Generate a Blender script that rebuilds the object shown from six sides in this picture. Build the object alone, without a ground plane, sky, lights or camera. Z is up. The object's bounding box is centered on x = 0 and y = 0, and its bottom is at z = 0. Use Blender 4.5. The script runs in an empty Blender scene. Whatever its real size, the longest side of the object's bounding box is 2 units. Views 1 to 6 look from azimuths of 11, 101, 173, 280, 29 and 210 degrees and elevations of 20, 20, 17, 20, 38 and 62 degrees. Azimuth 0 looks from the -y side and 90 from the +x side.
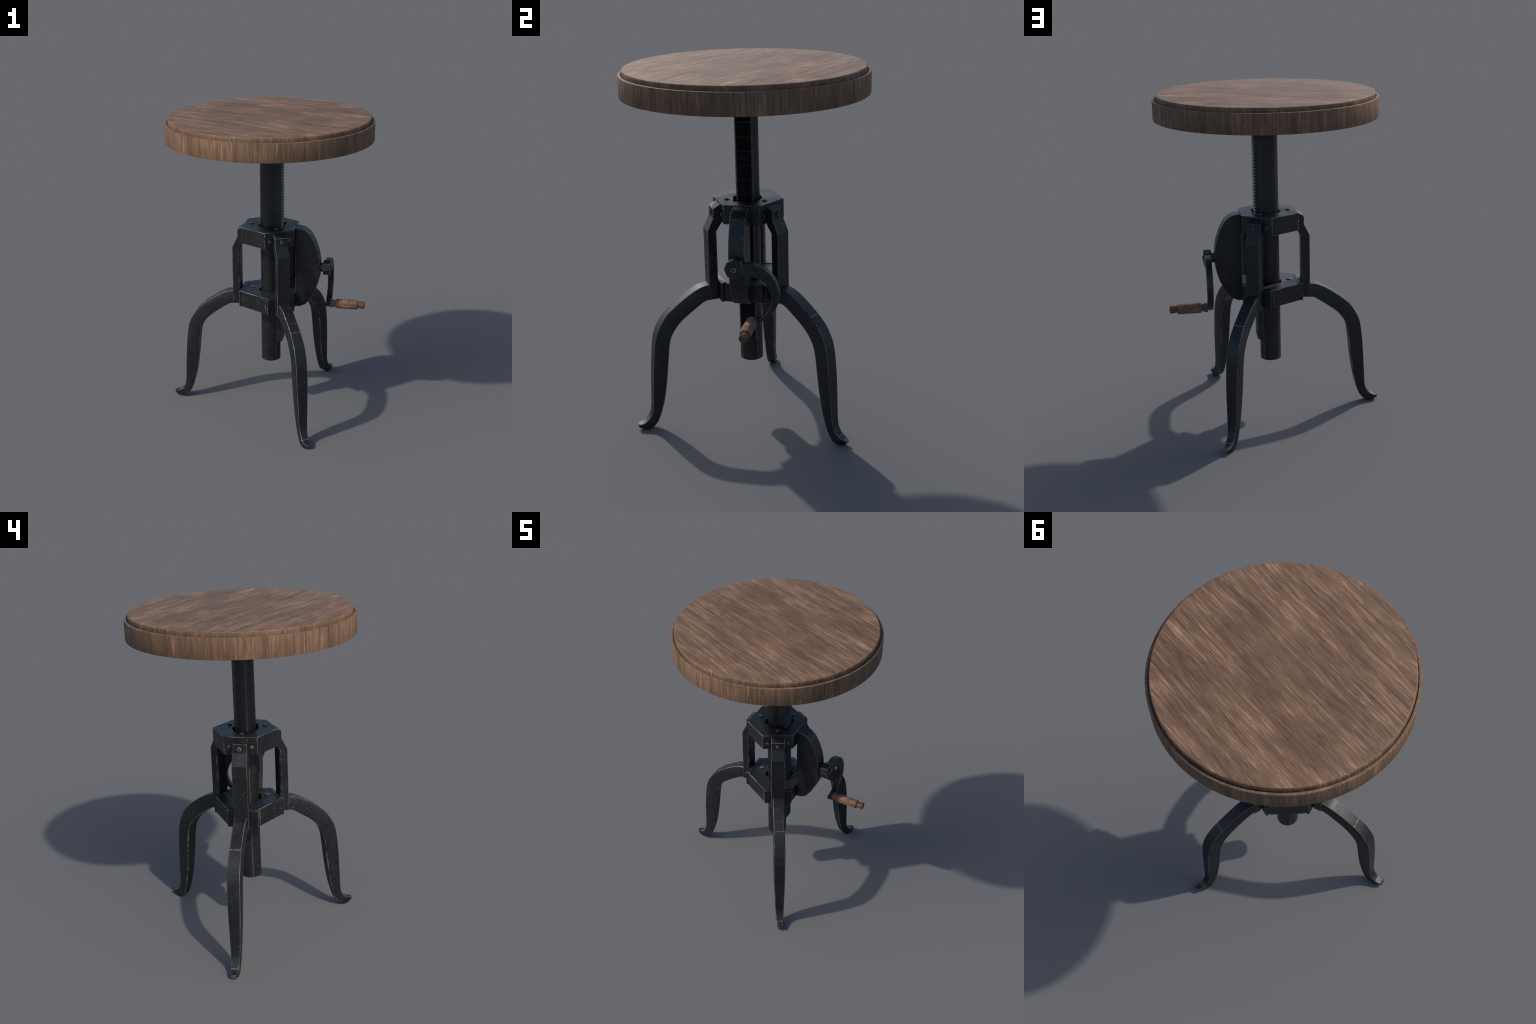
"""Crank-adjustable industrial stool: round wooden seat on an iron post with a
toothed rack, two hexagonal collars, three cabriole legs, gear housing, crank."""
import bpy, bmesh, math
from math import sin, cos, pi, radians, hypot
from mathutils import Vector, Matrix

SEAT_HEIGHT = 2.0
AXIS_X = 0.014                       # the post axis stands at x = AXIS_X, y = 0
SCENE = bpy.context.scene.collection


# ------------------------------------------------------------------ materials
def new_material(name):
    m = bpy.data.materials.new(name)
    m.use_nodes = True
    nt = m.node_tree
    bsdf = nt.nodes["Principled BSDF"]
    return m, nt, bsdf


def node(nt, kind, **props):
    n = nt.nodes.new(kind)
    for k, v in props.items():
        if k.startswith("i_"):
            n.inputs[k[2:].replace("_", " ")].default_value = v
        else:
            setattr(n, k, v)
    return n


def ramp(nt, src, stops, interp='LINEAR'):
    r = node(nt, 'ShaderNodeValToRGB')
    r.color_ramp.interpolation = interp
    while len(r.color_ramp.elements) < len(stops):
        r.color_ramp.elements.new(0.5)
    for e, (p, c) in zip(r.color_ramp.elements, stops):
        e.position = p
        e.color = (c, c, c, 1) if isinstance(c, (int, float)) else (*c, 1)
    nt.links.new(src, r.inputs[0])
    return r.outputs[0]


def mix(nt, fac, a, b, blend='MIX'):
    m = node(nt, 'ShaderNodeMix', data_type='RGBA', blend_type=blend)
    for sock, v in ((m.inputs[0], fac), (m.inputs[6], a), (m.inputs[7], b)):
        if isinstance(v, bpy.types.NodeSocket):
            nt.links.new(v, sock)
        elif isinstance(v, (int, float)):
            sock.default_value = v
        else:
            sock.default_value = (*v, 1)
    return m.outputs[2]


def math_node(nt, op, a, b=0.0):
    m = node(nt, 'ShaderNodeMath', operation=op)
    for i, v in enumerate((a, b)):
        if isinstance(v, bpy.types.NodeSocket):
            nt.links.new(v, m.inputs[i])
        else:
            m.inputs[i].default_value = v
    return m.outputs[0]


def noise(nt, vec, scale, detail=3.0, rough=0.55, w=None, distortion=0.0):
    n = node(nt, 'ShaderNodeTexNoise', noise_dimensions='4D')
    n.inputs['Scale'].default_value = scale
    n.inputs['Detail'].default_value = detail
    n.inputs['Roughness'].default_value = rough
    n.inputs['Distortion'].default_value = distortion
    nt.links.new(vec, n.inputs['Vector'])
    if isinstance(w, bpy.types.NodeSocket):
        nt.links.new(w, n.inputs['W'])
    elif w is not None:
        n.inputs['W'].default_value = w
    return n.outputs[0]


def mapped(nt, vec, scale=(1, 1, 1), rot=(0, 0, 0)):
    mp = node(nt, 'ShaderNodeMapping')
    mp.inputs['Scale'].default_value = scale
    mp.inputs['Rotation'].default_value = rot
    nt.links.new(vec, mp.inputs['Vector'])
    return mp.outputs[0]


def iron_material(name, wear, plain_wear=None):
    """Blackened cast iron. wear = share of the surface rubbed to pale metal."""
    m, nt, b = new_material(name)
    tc = node(nt, 'ShaderNodeTexCoord').outputs['Object']
    rnd = math_node(nt, 'MULTIPLY', node(nt, 'ShaderNodeObjectInfo').outputs['Random'], 37.0)
    cloud = noise(nt, tc, 9.0, 4.0, 0.6, rnd)
    col = mix(nt, ramp(nt, cloud, [(0.35, 0.0), (0.7, 1.0)]), IRON_DARK, IRON_LIGHT)
    # fine grey dust grain, denser in patches
    grain = noise(nt, tc, 150.0, 2.0, 0.75, rnd)
    patch = noise(nt, tc, 20.0, 3.0, 0.6, math_node(nt, 'ADD', rnd, 5.0))
    dense = ramp(nt, patch, [(0.36, 0.10), (0.66, 1.0)])
    gmask = math_node(nt, 'MULTIPLY', ramp(nt, grain, [(0.53, 0.0), (0.68, 1.0)]), dense)
    col = mix(nt, gmask, col, IRON_DUST)
    specks = noise(nt, tc, 95.0, 1.0, 0.5, math_node(nt, 'ADD', rnd, 21.0))
    col = mix(nt, math_node(nt, 'MULTIPLY', ramp(nt, specks, [(0.70, 0.0), (0.75, 0.8)]), dense), col, IRON_SPECK)
    # thin scratches, long in one direction
    scr = noise(nt, mapped(nt, tc, (190, 190, 9), (0.3, 0.15, 0.2)), 1.0, 1.0, 0.5, rnd)
    smask = math_node(nt, 'MULTIPLY', ramp(nt, scr, [(0.68, 0.0), (0.75, 0.8)]),
                      ramp(nt, patch, [(0.48, 0.0), (0.60, 1.0)]))
    col = mix(nt, smask, col, IRON_DUST)
    rough = ramp(nt, cloud, [(0.3, 0.40), (0.7, 0.53)])
    if plain_wear:
        col = mix(nt, ramp(nt, patch, [(0.3, 0.55), (0.6, 1.0)]), col, plain_wear)
    if wear:
        chip = noise(nt, tc, 85.0, 3.0, 0.7, math_node(nt, 'ADD', rnd, 11.0))
        zone = noise(nt, tc, 14.0, 3.0, 0.6, math_node(nt, 'ADD', rnd, 17.0))
        v = math_node(nt, 'ADD', math_node(nt, 'MULTIPLY', chip, 0.55), math_node(nt, 'MULTIPLY', zone, 0.45))
        lo = 0.5 - 0.28 * (wear - 0.5)
        base = mix(nt, 0.75, col, IRON_DULL)
        col = mix(nt, ramp(nt, v, [(lo - 0.10, 0.0), (lo, 1.0)]), col, base)
        wm = ramp(nt, v, [(lo - 0.01, 0.0), (lo + 0.13, 1.0)])
        col = mix(nt, wm, col, IRON_WORN)
        rough = mix(nt, wm, rough, (0.40, 0.40, 0.40))
        nt.links.new(math_node(nt, 'MULTIPLY', wm, 0.4), b.inputs['Metallic'])
    nt.links.new(col, b.inputs['Base Color'])
    nt.links.new(rough, b.inputs['Roughness'])
    b.inputs['Specular IOR Level'].default_value = IRON_SPEC
    bump = node(nt, 'ShaderNodeBump')
    bump.inputs['Strength'].default_value = 0.3
    bump.inputs['Distance'].default_value = 0.002
    nt.links.new(noise(nt, tc, 110.0, 3.0, 0.6, rnd), bump.inputs['Height'])
    nt.links.new(bump.outputs[0], b.inputs['Normal'])
    return m


def wood_material(name, along, across, axis, rot, tint=(1, 1, 1), bump_strength=0.3, contrast=1.0, rubbed=0.0):
    """Dark oiled wood. along / across = streaks per metre, axis = grain axis."""
    m, nt, b = new_material(name)
    tc = node(nt, 'ShaderNodeTexCoord').outputs['Object']
    base = mapped(nt, tc, (1, 1, 1), rot)            # turn the grain onto the axis

    def grained(a, c):
        return mapped(nt, base, [along * a if i == axis else across * c for i in range(3)])
    broad = noise(nt, grained(0.22, 0.10), 1.0, 3.0, 0.5, 1.0, 0.2)
    band = noise(nt, grained(0.45, 0.34), 1.0, 3.0, 0.55, 4.0, 0.3)
    fine = noise(nt, grained(1.0, 1.0), 1.0, 3.0, 0.6, 7.0, 0.15)
    hair = noise(nt, grained(1.1, 2.4), 1.0, 2.0, 0.6, 12.0)
    glint = noise(nt, grained(0.9, 1.15), 1.0, 2.0, 0.55, 15.0)
    blotch = noise(nt, tc, 5.0, 4.0, 0.6, 3.0)
    grit = noise(nt, tc, 120.0, 2.0, 0.6, 9.0)

    t = [tuple(c * k for c, k in zip(v, tint)) for v in (WOOD_DARK, WOOD_MID, WOOD_LIGHT, WOOD_GLOW)]

    def weighted(*pairs):
        out = None
        for sock, w in pairs:
            term = math_node(nt, 'MULTIPLY', math_node(nt, 'SUBTRACT', sock, 0.5), w)
            out = term if out is None else math_node(nt, 'ADD', out, term)
        return math_node(nt, 'ADD', math_node(nt, 'MULTIPLY', out, contrast), 0.5)
    v = weighted((broad, 0.55), (band, 0.55), (fine, 0.80), (hair, 0.45), (blotch, 0.42), (grit, 0.24))
    col = ramp(nt, v, [(0.28, t[0]), (0.46, t[1]), (0.62, t[2]), (0.80, t[3])])
    # pale slivers where the finish is rubbed, in patches
    g = weighted((glint, 1.05), (blotch, 0.40), (band, 0.35))
    col = mix(nt, ramp(nt, g, [(0.585, 0.0), (0.76, 0.9)]), col, t[3])
    if rubbed:                                       # soft darker patch in the middle of the seat
        off = node(nt, 'ShaderNodeVectorMath', operation='SUBTRACT')
        nt.links.new(tc, off.inputs[0])
        off.inputs[1].default_value = (AXIS_X, 0, SEAT_HEIGHT)
        dist = node(nt, 'ShaderNodeVectorMath', operation='LENGTH')
        nt.links.new(off.outputs[0], dist.inputs[0])
        d = math_node(nt, 'ADD', dist.outputs['Value'], math_node(nt, 'MULTIPLY', math_node(nt, 'SUBTRACT', blotch, 0.5), 0.9))
        tone = mix(nt, 0.35, mix(nt, 0.6, col, t[1]), t[0])
        col = mix(nt, ramp(nt, d, [(0.05, rubbed), (0.42, 0.0)]), col, tone)
    dark = ramp(nt, weighted((hair, 1.0), (blotch, -0.3)), [(0.26, 0.60), (0.43, 1.0)])
    col = mix(nt, 1.0, col, dark, 'MULTIPLY')
    # reddish and greyish drift
    hue = ramp(nt, noise(nt, grained(0.4, 0.3), 1.0, 2.0, 0.5, 20.0), [(0.36, (0.97, 1.0, 0.96)), (0.64, (1.03, 0.99, 0.97))])
    col = mix(nt, 1.0, col, hue, 'MULTIPLY')
    nt.links.new(col, b.inputs['Base Color'])
    nt.links.new(ramp(nt, fine, [(0.35, 0.66), (0.65, 0.54)]), b.inputs['Roughness'])
    b.inputs['Specular IOR Level'].default_value = 0.24
    bump = node(nt, 'ShaderNodeBump')
    bump.inputs['Strength'].default_value = bump_strength
    bump.inputs['Distance'].default_value = 0.002
    nt.links.new(mix(nt, 0.4, fine, hair), bump.inputs['Height'])
    nt.links.new(bump.outputs[0], b.inputs['Normal'])
    return m


IRON_DARK = (0.0040, 0.0047, 0.0062)
IRON_LIGHT = (0.0062, 0.0069, 0.0085)
IRON_DUST = (0.052, 0.053, 0.055)
IRON_SPECK = (0.16, 0.16, 0.16)
IRON_DULL = (0.050, 0.051, 0.053)
IRON_WORN = (0.28, 0.28, 0.285)
IRON_SPEC = 0.5
WOOD_DARK = (0.072, 0.0435, 0.0295)
WOOD_MID = (0.134, 0.0795, 0.0510)
WOOD_LIGHT = (0.214, 0.126, 0.079)
WOOD_GLOW = (0.45, 0.266, 0.166)

GRAIN = radians(156.5)
IRON = iron_material("blackened_iron", 0)
WORN = iron_material("worn_iron_edge", 0.5)
RUBBED = iron_material("rubbed_iron_edge", 0.7)
SEAM = iron_material("faint_iron_seam", 0, (0.062, 0.064, 0.066))
WOOD_TOP = wood_material("seat_top_wood", 8.5, 195, 0, (0, 0, -GRAIN), (1, 1, 1), 0.3, 0.88, 0.42)
WOOD_SIDE = wood_material("seat_side_wood", 7, 125, 2, (0, 0, 0), (1, 1, 1), 0.25, 0.68)
WOOD_GRIP = wood_material("handle_wood", 14, 190, 1, (0, 0, 0), (1.12, 1.06, 1.04), 0.12, 0.85)
WOOD_KNOB = wood_material("handle_knob_wood", 14, 190, 1, (0, 0, 0), (0.80, 0.78, 0.78), 0.12, 0.6)


# ------------------------------------------------------------------ mesh tools
def add_object(name, mesh, parent, mats, smooth=32):
    ob = bpy.data.objects.new(name, mesh)
    SCENE.objects.link(ob)
    ob.parent = parent
    if mats:
        for m in mats:
            mesh.materials.append(m)
        mesh.polygons.foreach_set('use_smooth', [True] * len(mesh.polygons))
        mesh.set_sharp_from_angle(angle=radians(smooth))
    return ob


def finish(bm, name):
    bmesh.ops.recalc_face_normals(bm, faces=bm.faces[:])
    me = bpy.data.meshes.new(name)
    bm.to_mesh(me)
    bm.free()
    return me


def wear_edges(bm, offset, min_angle=25, segments=1):
    """Chamfer every hard edge; the chamfer faces take material slot 1."""
    bm.normal_update()
    bmesh.ops.recalc_face_normals(bm, faces=bm.faces[:])
    edges = [e for e in bm.edges if e.is_manifold and e.calc_face_angle(0) > radians(min_angle)]
    bmesh.ops.bevel(bm, geom=edges, offset=offset, offset_type='OFFSET', segments=segments,
                    profile=0.5, affect='EDGES', clamp_overlap=True, material=1)


def prism(outline, place, lo, hi, bevel=0.0, min_angle=25, holes=None):
    """Extrude a 2D outline between lo and hi; place(a, b, h) gives the 3D point."""
    bm = bmesh.new()
    low = [bm.verts.new(place(a, b, lo)) for a, b in outline]
    top = [bm.verts.new(place(a, b, hi)) for a, b in outline]
    n = len(outline)
    for i in range(n):
        j = (i + 1) % n
        bm.faces.new((low[i], low[j], top[j], top[i]))
    bm.faces.new(low[::-1])
    bm.faces.new(top)
    if bevel:
        wear_edges(bm, bevel, min_angle)
    return bm


def lathe(profile, segments, place, mat=lambda i: 0, phase=0.0):
    """Revolve (radius, height) pairs; place(a, b, h) gives the 3D point."""
    bm = bmesh.new()
    rings = []
    for r, h in profile:
        if r < 1e-6:
            rings.append([bm.verts.new(place(0, 0, h))])
        else:
            rings.append([bm.verts.new(place(r * cos(phase + 2 * pi * k / segments),
                                             r * sin(phase + 2 * pi * k / segments), h))
                          for k in range(segments)])
    for i in range(len(rings) - 1):
        a, b = rings[i], rings[i + 1]
        for k in range(segments):
            l = (k + 1) % segments
            if len(a) == 1 and len(b) == 1:
                continue
            if len(a) == 1:
                f = bm.faces.new((a[0], b[k], b[l]))
            elif len(b) == 1:
                f = bm.faces.new((a[k], b[0], a[l]))
            else:
                f = bm.faces.new((a[k], b[k], b[l], a[l]))
            f.material_index = mat(i)
    return bm


def catmull(points, steps):
    """Smooth curve through control points of any dimension."""
    pts = [Vector(p) for p in points]
    pts = [2 * pts[0] - pts[1]] + pts + [2 * pts[-1] - pts[-2]]
    out = []
    for i in range(1, len(pts) - 2):
        p0, p1, p2, p3 = pts[i - 1:i + 3]
        for s in range(steps):
            t = s / steps
            out.append(0.5 * ((2 * p1) + (p2 - p0) * t + (2 * p0 - 5 * p1 + 4 * p2 - p3) * t * t
                              + (3 * p1 - p0 - 3 * p2 + p3) * t ** 3))
    out.append(pts[-2])
    return out


def world(x, y, z):
    return (x, y, z)


def around(h_axis):
    """Placement of lathe sections along an axis at a given centre."""
    def make(cx, cy, cz):
        if h_axis == 'x':
            return lambda a, b, h: (cx + h, cy + a, cz + b)
        return lambda a, b, h: (cx + a, cy + b, cz + h)
    return make


def spoke_matrix(azimuth):
    """Local x points outwards at this azimuth (0 = -y, 90 = +x), y is sideways."""
    return Matrix.Translation((AXIS_X, 0, 0)) @ Matrix.Rotation(radians(azimuth - 90), 4, 'Z')


SPOKES = (30, 150, 270)

# ------------------------------------------------------------------ the thing
stool = bpy.data.objects.new("crank_stool", None)
SCENE.objects.link(stool)
stool["label"] = "round wooden stool on black cast-iron crank-lift tripod base"
stool["category"] = "stool"

# ---- seat: thick board with a stepped, rounded top disc
SEAT_R, SEAT_LOW, LEDGE, SEAT_TOP, DISC_R = 0.6562, 1.8583, 1.9740, 2.0000, 0.6365
at_axis = around('z')(AXIS_X, 0, 0)
board_profile = [(0.0, SEAT_LOW), (0.30, SEAT_LOW), (SEAT_R - 0.004, SEAT_LOW), (SEAT_R - 0.001, SEAT_LOW + 0.001),
                 (SEAT_R, SEAT_LOW + 0.004), (SEAT_R, SEAT_LOW + 0.05), (SEAT_R, LEDGE - 0.005),
                 (SEAT_R - 0.0012, LEDGE - 0.0014), (SEAT_R - 0.005, LEDGE), (DISC_R + 0.0052, LEDGE - 0.0004), (DISC_R + 0.0042, LEDGE - 0.0016), (DISC_R + 0.0032, LEDGE - 0.0110), (DISC_R - 0.02, LEDGE - 0.0115), (0.0, LEDGE - 0.0115)]  # ledge cut into a groove by the disc to draw its dark crevice shading
board = add_object("seat_board", finish(lathe(board_profile, 128, at_axis), "seat_board"), stool, [WOOD_SIDE], 40)
disc_profile = [(0.0, LEDGE - 0.0135), (DISC_R - 0.0012, LEDGE - 0.0135), (DISC_R, LEDGE + 0.001), (DISC_R - 0.0008, LEDGE + 0.0140),
                (DISC_R - 0.0016, LEDGE + 0.0195), (DISC_R - 0.0034, LEDGE + 0.0233),
                (DISC_R - 0.0062, SEAT_TOP - 0.0007), (DISC_R - 0.0100, SEAT_TOP), (0.30, SEAT_TOP), (0.0, SEAT_TOP)]
disc = add_object("seat_top", finish(lathe(disc_profile, 128, at_axis, lambda i: 1 if i < 6 else 0), "seat_top"), board,
                  [WOOD_TOP, WOOD_SIDE], 60)

# ---- post: round column with four thin vertical seams
POST_R, POST_LOW, POST_HIGH = 0.0638, 0.3405, SEAT_LOW + 0.003


def build_post():
    seams = (46, 134, 226, 292)
    angles = sorted(set([a for k in range(60) for a in [k * 6.0] if min(abs(a - s) for s in seams) > 3.4]
                        + [s + d for s in seams for d in (-2.6, 2.6)]))
    bm = bmesh.new()
    prof = [(POST_R - 0.004, POST_LOW), (POST_R, POST_LOW + 0.003), (POST_R, POST_HIGH)]
    rings = [[bm.verts.new((AXIS_X + r * sin(radians(a)), -r * cos(radians(a)), z)) for a in angles] for r, z in prof]
    n = len(angles)
    for i in range(2):
        for k in range(n):
            f = bm.faces.new((rings[i][k], rings[i][(k + 1) % n], rings[i + 1][(k + 1) % n], rings[i + 1][k]))
            mid = angles[k] + 2.6
            if i == 1 and any(abs(mid - s) < 0.1 for s in seams):
                f.material_index = 1
    bm.faces.new(rings[0][::-1])
    bm.faces.new(rings[-1])
    return finish(bm, "post")


post = add_object("post", build_post(), stool, [IRON, SEAM], 40)

# ---- rack: bar with saw teeth, made of equal lengths of four teeth
RACK_LOW, RACK_STEP, RACK_HALF = 0.4760, 0.07718, 0.0420
TIP_X, VALLEY_X, BACK_X = AXIS_X + 0.0884, AXIS_X + 0.0745, AXIS_X + 0.030


def build_rack():
    bm = bmesh.new()
    pitch = RACK_STEP / 4
    count = 18
    seam = 0.0013
    rows = []                                        # (front x, z, starts a seam strip)
    for s in range(count):
        z0 = RACK_LOW + s * RACK_STEP
        rows.append((VALLEY_X, z0, False) if s == 0 else (VALLEY_X, z0 + seam, False))
        for k in range(4):
            tip = TIP_X - (0.004 if s == 0 and k == 0 else 0)
            rows.append((tip, z0 + (k + 0.5) * pitch, False))
            if k < 3:
                rows.append((VALLEY_X, z0 + (k + 1) * pitch, False))
        if s < count - 1:
            rows.append((VALLEY_X, z0 + RACK_STEP - seam, True))
    rows.append((VALLEY_X, SEAT_LOW + 0.002, False))
    rows[0] = (VALLEY_X - 0.003, RACK_LOW, False)
    rows = [r for r in rows if r[1] <= SEAT_LOW + 0.0021]
    cut = 0.0016                                     # rubbed corners of the teeth
    cols = {}
    for i, (x, z, _) in enumerate(rows):
        cols[i] = [bm.verts.new(p) for p in ((BACK_X, -RACK_HALF, z), (x - cut, -RACK_HALF, z), (x, -RACK_HALF + cut, z),
                                             (x, RACK_HALF - cut, z), (x - cut, RACK_HALF, z), (BACK_X, RACK_HALF, z))]
    for i in range(len(rows) - 1):
        a, b = cols[i], cols[i + 1]
        for j, m in ((0, 0), (1, 1), (2, 0), (3, 1), (4, 0), (5, 0)):
            k = (j + 1) % 6
            f = bm.faces.new((a[j], a[k], b[k], b[j]))
            f.material_index = 2 if (rows[i][2] and j in (0, 4)) else m
    bm.faces.new(cols[0][::-1])
    bm.faces.new(cols[len(rows) - 1])
    return finish(bm, "rack")


rack = add_object("rack", build_rack(), post, [IRON, WORN, SEAM], 20)
rack["kind"] = "stuff"

# ---- hexagonal collars with a cut-out for post and rack
HEX_R = 0.1970
HOLE = [(-0.055, 0.052), (-0.055, -0.052), (0.016, -0.081), (0.110, -0.060), (0.110, 0.060), (0.016, 0.081)]


def build_collar(low, high):
    bm = bmesh.new()
    outer = [(AXIS_X + HEX_R * sin(radians(a)), -HEX_R * cos(radians(a))) for a in range(0, 360, 60)]
    start = [(x, y) for x, y in HOLE]
    # order the hole like the outer ring, starting near azimuth 0
    hole = [start[2], start[3], start[4], start[5], start[0], start[1]]
    n = 6
    V = {}
    for tag, ring in (('o', outer), ('h', hole)):
        for lev, z in (('l', low), ('t', high)):
            V[tag + lev] = [bm.verts.new((x, y, z)) for x, y in ring]
    for k in range(n):
        l = (k + 1) % n
        bm.faces.new((V['ol'][k], V['ol'][l], V['ot'][l], V['ot'][k]))
        bm.faces.new((V['hl'][l], V['hl'][k], V['ht'][k], V['ht'][l]))
        bm.faces.new((V['ot'][k], V['ot'][l], V['ht'][l], V['ht'][k]))
        bm.faces.new((V['ol'][l], V['ol'][k], V['hl'][k], V['hl'][l]))
    wear_edges(bm, 0.0026)
    return finish(bm, "collar")


UP_LOW, UP_HIGH, DN_LOW, DN_HIGH = 1.1815, 1.2885, 0.7385, 0.8460
upper_collar = add_object("collar", build_collar(UP_LOW, UP_HIGH), stool, [IRON, WORN], 20)
lower_collar = add_object("collar", build_collar(DN_LOW, DN_HIGH), stool, [IRON, WORN], 20)

APOTHEM = HEX_R * cos(radians(30))


# ---- hexagonal bolt heads with a dished centre
def build_bolt(radius, height, sides=6):
    prof = [(radius * 0.96, -0.004), (radius, 0.0), (radius, height * 0.75), (radius * 0.84, height),
            (radius * 0.56, height), (radius * 0.48, height * 0.55), (0.0, height * 0.5)]
    bm = lathe(prof, sides, lambda a, b, h: (a, b, h), lambda i: 1 if i in (2, 3) else 0)
    return finish(bm, "bolt")


BOLT_MATS = [IRON, RUBBED]


def place_bolts(mesh, parent, matrices):
    first = True
    for mtx in matrices:
        ob = add_object("bolt", mesh, parent, BOLT_MATS if first else None, 30)
        first = False
        ob.matrix_basis = mtx


top_bolt = build_bolt(0.0140, 0.0066)
place_bolts(top_bolt, upper_collar,
            [spoke_matrix(a) @ Matrix.Translation((0.120, 0, UP_HIGH)) for a in SPOKES])
for a in SPOKES:
    ob = add_object("bolt", top_bolt, lower_collar, None)
    ob.matrix_basis = spoke_matrix(a) @ Matrix.Translation((0.120, 0, DN_HIGH))
OUTWARD = Matrix.Rotation(radians(90), 4, 'Y')
side_bolt = build_bolt(0.0105, 0.0060)
place_bolts(side_bolt, upper_collar,
            [spoke_matrix(a) @ Matrix.Translation((APOTHEM, s * 0.0660, 1.2282)) @ OUTWARD
             for a in SPOKES for s in (-1, 1)])

# ---- pads: chamfered plates between the lower collar and the struts
PAD_OUT, PAD_HALF = 0.1948, 0.0930


def build_pad():
    bm = prism([(APOTHEM - 0.006, DN_LOW - 0.0006), (PAD_OUT, DN_LOW - 0.0006), (PAD_OUT, DN_HIGH - 0.0025),
                (APOTHEM - 0.0005, DN_HIGH + 0.0040), (APOTHEM - 0.006, DN_HIGH + 0.0040)],
               lambda a, b, h: (a, h, b), -PAD_HALF, PAD_HALF, 0.0022)
    return finish(bm, "pad")


pad_mesh = build_pad()
for i, a in enumerate(SPOKES):
    ob = add_object("pad", pad_mesh, lower_collar, [IRON, WORN] if i == 0 else None, 20)
    ob.matrix_basis = spoke_matrix(a)

# ---- struts: cranked bars tying the upper collar to the leg roots
STRUT_OUTER = [(0.2465, 0.7390), (0.2465, 1.1335), (0.2120, 1.2035), (0.2105, 1.2565), (APOTHEM - 0.004, 1.2800)]
STRUT_INNER = [(APOTHEM - 0.004, 1.1775), (0.2025, 1.1305), (0.2025, 0.7390)]
STRUT_INNER_DEEP = [(APOTHEM - 0.004, 1.1690), (0.1952, 1.1272), (0.1952, 0.7390)]
STRUT_HALF, STRUT_CHAMFER = 0.0438, 0.0070


def build_strut():
    """Bar whose two inner corners are chamfered: the middle layers reach deeper."""
    bm = bmesh.new()
    layers = []
    for t, inner in ((-STRUT_HALF, STRUT_INNER), (-STRUT_HALF + STRUT_CHAMFER, STRUT_INNER_DEEP),
                     (STRUT_HALF - STRUT_CHAMFER, STRUT_INNER_DEEP), (STRUT_HALF, STRUT_INNER)):
        layers.append([bm.verts.new((r, t, z)) for r, z in STRUT_OUTER + inner])
    n = len(layers[0])
    for lo, hi in zip(layers, layers[1:]):
        for i in range(n):
            j = (i + 1) % n
            bm.faces.new((lo[i], lo[j], hi[j], hi[i]))
    bm.faces.new(layers[0][::-1])
    bm.faces.new(layers[-1])
    wear_edges(bm, 0.0022, 35)
    return finish(bm, "strut")


strut_mesh = build_strut()
strut_bolt = build_bolt(0.0132, 0.0085)
# ---- legs: cabriole sweep, (radius, height) of outer and inner edge, half width
LEG_STATIONS = [
    (0.236, 0.8225, 0.236, 0.7405, 0.0375), (0.262, 0.8200, 0.262, 0.7395, 0.0375),
    (0.303, 0.8100, 0.288, 0.7290, 0.0375), (0.354, 0.7830, 0.325, 0.7045, 0.0370),
    (0.410, 0.7460, 0.375, 0.6690, 0.0368), (0.456, 0.7110, 0.418, 0.6340, 0.0370),
    (0.500, 0.6690, 0.452, 0.5960, 0.0382), (0.532, 0.6220, 0.476, 0.5560, 0.0392),
    (0.555, 0.5700, 0.489, 0.5120, 0.0392), (0.568, 0.5080, 0.4965, 0.4600, 0.0388),
    (0.578, 0.4150, 0.5055, 0.3800, 0.0375), (0.585, 0.3200, 0.5155, 0.2930, 0.0355),
    (0.591, 0.2150, 0.5310, 0.1920, 0.0318), (0.5965, 0.1280, 0.5480, 0.1200, 0.0290),
    (0.609, 0.0820, 0.5680, 0.0600, 0.0262), (0.634, 0.0535, 0.5920, 0.0200, 0.0242),
    (0.658, 0.0405, 0.6180, 0.0038, 0.0225), (0.675, 0.0370, 0.6470, 0.0016, 0.0180),
    (0.6840, 0.0360, 0.6800, 0.0160, 0.0115)]


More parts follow.
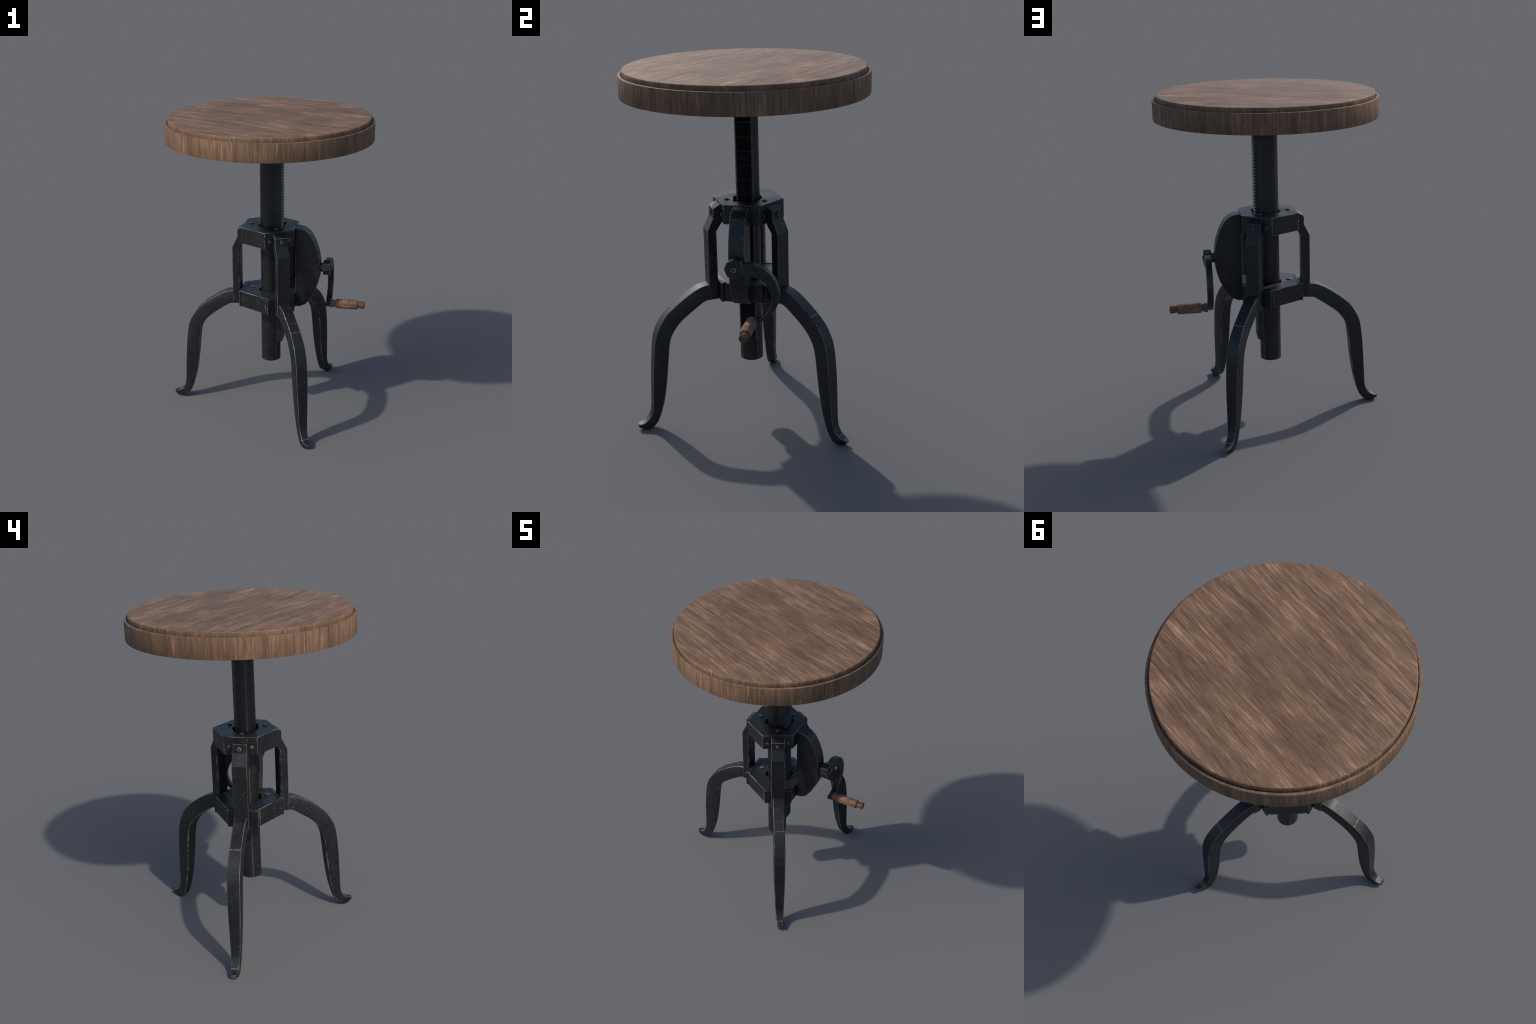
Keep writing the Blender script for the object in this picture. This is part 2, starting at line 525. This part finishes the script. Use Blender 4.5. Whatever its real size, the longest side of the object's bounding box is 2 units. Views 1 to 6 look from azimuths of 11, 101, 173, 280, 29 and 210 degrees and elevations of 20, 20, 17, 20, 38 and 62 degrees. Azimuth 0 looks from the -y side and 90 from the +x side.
def build_leg():
    sub = 5
    st = catmull([Vector(s) for s in LEG_STATIONS], sub)
    seam_rows = (5 * sub, 15 * sub + 1)            # pale lines across the outer face
    rows = []
    for i, s in enumerate(st):
        if i in seam_rows:
            d = (st[i + 1] - s)
            d = d / hypot(d[0], d[1]) * 0.0020
            rows += [(s - d, True), (s + d, False)]
        else:
            rows.append((s, False))
    bm = bmesh.new()
    rings = []
    for s, _ in rows:
        ro, zo, ri, zi, w = s
        o, q = Vector((ro, zo)), Vector((ri, zi))
        e = (q - o).normalized()
        swell = 0.0016 if zi > 0.05 else (0.0 if zi < 0.03 else 0.0008)
        o, q = o - e * swell, q + e * swell
        depth = (q - o).length

        def pt(t, d):
            p = o + e * d
            return bm.verts.new((p.x, t, p.y))
        k = min(1.0, depth / 0.06) * (1.0 if zi > 0.05 else max(0.0, (zi - 0.01) / 0.04))
        k = max(k, 0.05)
        w += 0.0012
        inset = 0.0030 + 0.0020 * min(1.0, max(0.0, (zo - 0.45) / 0.2))
        half = [(w - inset - 0.0018, 0.0), (w - inset, 0.0014), (w, 0.0018 + 0.0112 * k), (w, depth - 0.0030),
                (w - 0.0018, depth - 0.0004), (w - 0.0075 * k, depth + 0.0055 * k)]
        rings.append([pt(t, d) for t, d in half] + [pt(-t, d) for t, d in half[::-1]])
    n = 12
    # faces j: 0 rubbed rim, 1 band, 2 side, 3 lower band, 4 lower rim, 5 inner face ... 11 outer face
    rim = {0: 1, 10: 1, 4: 2, 6: 2}
    for i in range(len(rings) - 1):
        for j in range(n):
            k = (j + 1) % n
            f = bm.faces.new((rings[i][j], rings[i][k], rings[i + 1][k], rings[i + 1][j]))
            f.material_index = rim.get(j, 0)
            if j == 11 and rows[i][1]:
                f.material_index = 1
    bm.faces.new(rings[0])
    bm.faces.new(rings[-1][::-1]).material_index = 1
    return finish(bm, "leg")


leg_mesh = build_leg()
for i, a in enumerate(SPOKES):
    st_ob = add_object("strut", strut_mesh, stool, [IRON, WORN] if i == 0 else None, 20)
    st_ob.matrix_basis = spoke_matrix(a)
    bo = add_object("bolt", strut_bolt, st_ob, BOLT_MATS if i == 0 else None, 30)
    bo.matrix_basis = Matrix.Translation((0.2112, 0, 1.2300)) @ Matrix.Rotation(radians(90), 4, 'Y')
    lg = add_object("leg", leg_mesh, stool, [IRON, RUBBED, WORN] if i == 0 else None, 28)
    lg.matrix_basis = spoke_matrix(a)

# ---- gear housing: D-shaped case on the crank side
HOUSING = [(0.1845, 0.7440), (0.2130, 0.7440), (0.2540, 0.7630), (0.2940, 0.8170), (0.3260, 0.8880), (0.3415, 0.9500),
           (0.3460, 1.0130), (0.3435, 1.0680), (0.3340, 1.1210), (0.3105, 1.1900), (0.2825, 1.2403), (0.2805, 1.2437),
           (0.2470, 1.2710), (0.2160, 1.2810), (0.1845, 1.2830)]
HOUSING_HALF = 0.0430
bm = prism(HOUSING, lambda a, b, h: (a, h, b), -HOUSING_HALF, HOUSING_HALF, 0.0026, 40)
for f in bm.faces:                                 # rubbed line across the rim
    c = f.calc_center_median()
    if hypot(c.x - 0.2815, c.z - 1.2420) < 0.0012 and abs(c.y) < 0.02:
        f.material_index = 1
housing = add_object("gear_housing", finish(bm, "gear_housing"), stool, [IRON, WORN], 22)

# ---- crank: shaft, eight-sided hub, C-shaped arm, turned wooden grip
HUB_Y, HUB_Z = 0.0, 1.0120
hub_axis = around('x')(0, HUB_Y, HUB_Z)
arm_outer = [(0.0, 1.0400), (0.040, 1.0430), (0.080, 1.0450), (0.122, 1.0390), (0.172, 1.0110), (0.2110, 0.9690), (0.2330, 0.9150),
             (0.2365, 0.8690), (0.2250, 0.8210), (0.1980, 0.7790), (0.1600, 0.7440), (0.1185, 0.7190), (0.0900, 0.7120), (0.0640, 0.7110)]
arm_inner = [(0.0, 0.9750), (0.035, 0.9750), (0.063, 0.9760), (0.0980, 0.9765), (0.1345, 0.9640), (0.1665, 0.9370), (0.1880, 0.9010),
             (0.1970, 0.8625), (0.1910, 0.8230), (0.1720, 0.7865), (0.1455, 0.7580), (0.1190, 0.7430), (0.0900, 0.7375), (0.0640, 0.7370)]
ARM_BACK, ARM_FRONT = 0.3712, 0.4078


def build_arm():
    o = catmull([(*p, 0) for p in arm_outer], 4)
    q = catmull([(*p, 0) for p in arm_inner], 4)
    bm = bmesh.new()
    rings = []
    for a, b in zip(o, q):
        d = (b - a).normalized() * 0.0022
        c = 0.0022
        pts = [(ARM_FRONT - c, a), (ARM_FRONT, a + d), (ARM_FRONT, b - d), (ARM_FRONT - c, b),
               (ARM_BACK + c, b), (ARM_BACK, b - d), (ARM_BACK, a + d), (ARM_BACK + c, a)]
        rings.append([bm.verts.new((x, p.x, p.y)) for x, p in pts])
    for i in range(len(rings) - 1):
        for j in range(8):
            k = (j + 1) % 8
            f = bm.faces.new((rings[i][j], rings[i][k], rings[i + 1][k], rings[i + 1][j]))
            f.material_index = 1 if j in (0, 2, 4, 6) else 0
    bm.faces.new(rings[0])
    bm.faces.new(rings[-1][::-1])
    return finish(bm, "crank_arm")


arm = add_object("crank_arm", build_arm(), stool, [IRON, WORN], 20)
bm = lathe([(0.0, 0.335), (0.0315, 0.335), (0.0315, 0.3660), (0.0, 0.3660)], 8, hub_axis)
wear_edges(bm, 0.0015)
shaft = add_object("crank_shaft", finish(bm, "crank_shaft"), arm, [IRON, WORN], 20)
bm = lathe([(0.0, 0.3655), (0.0520, 0.3655), (0.0520, 0.4110), (0.0, 0.4110)], 8, hub_axis)
wear_edges(bm, 0.0024)
hub = add_object("crank_hub", finish(bm, "crank_hub"), arm, [IRON, WORN], 20)
hub_bolt = build_bolt(0.0150, 0.0070, 12)
ob = add_object("bolt", hub_bolt, hub, BOLT_MATS, 30)
ob.matrix_basis = Matrix.Translation((0.4110, HUB_Y, HUB_Z)) @ Matrix.Rotation(radians(90), 4, 'Y')

grip_profile = [(0.0, 0.4030), (0.0285, 0.4030), (0.0295, 0.4070), (0.0215, 0.4360), (0.0215, 0.4400), (0.0285, 0.4405), (0.0312, 0.4450),
                (0.0316, 0.5780), (0.0295, 0.5830), (0.0215, 0.5840), (0.0212, 0.5880), (0.0250, 0.6240), (0.0232, 0.6290),
                (0.0170, 0.6300), (0.0145, 0.6280), (0.0130, 0.6310), (0.0, 0.6325)]
grip = add_object("handle_grip", finish(lathe(grip_profile, 8, around('x')(0, 0.0885, 0.7270), lambda i: 0 if 5 <= i <= 7 else 1, pi / 8), "handle_grip"),
                  arm, [WOOD_GRIP, WOOD_KNOB], 25)
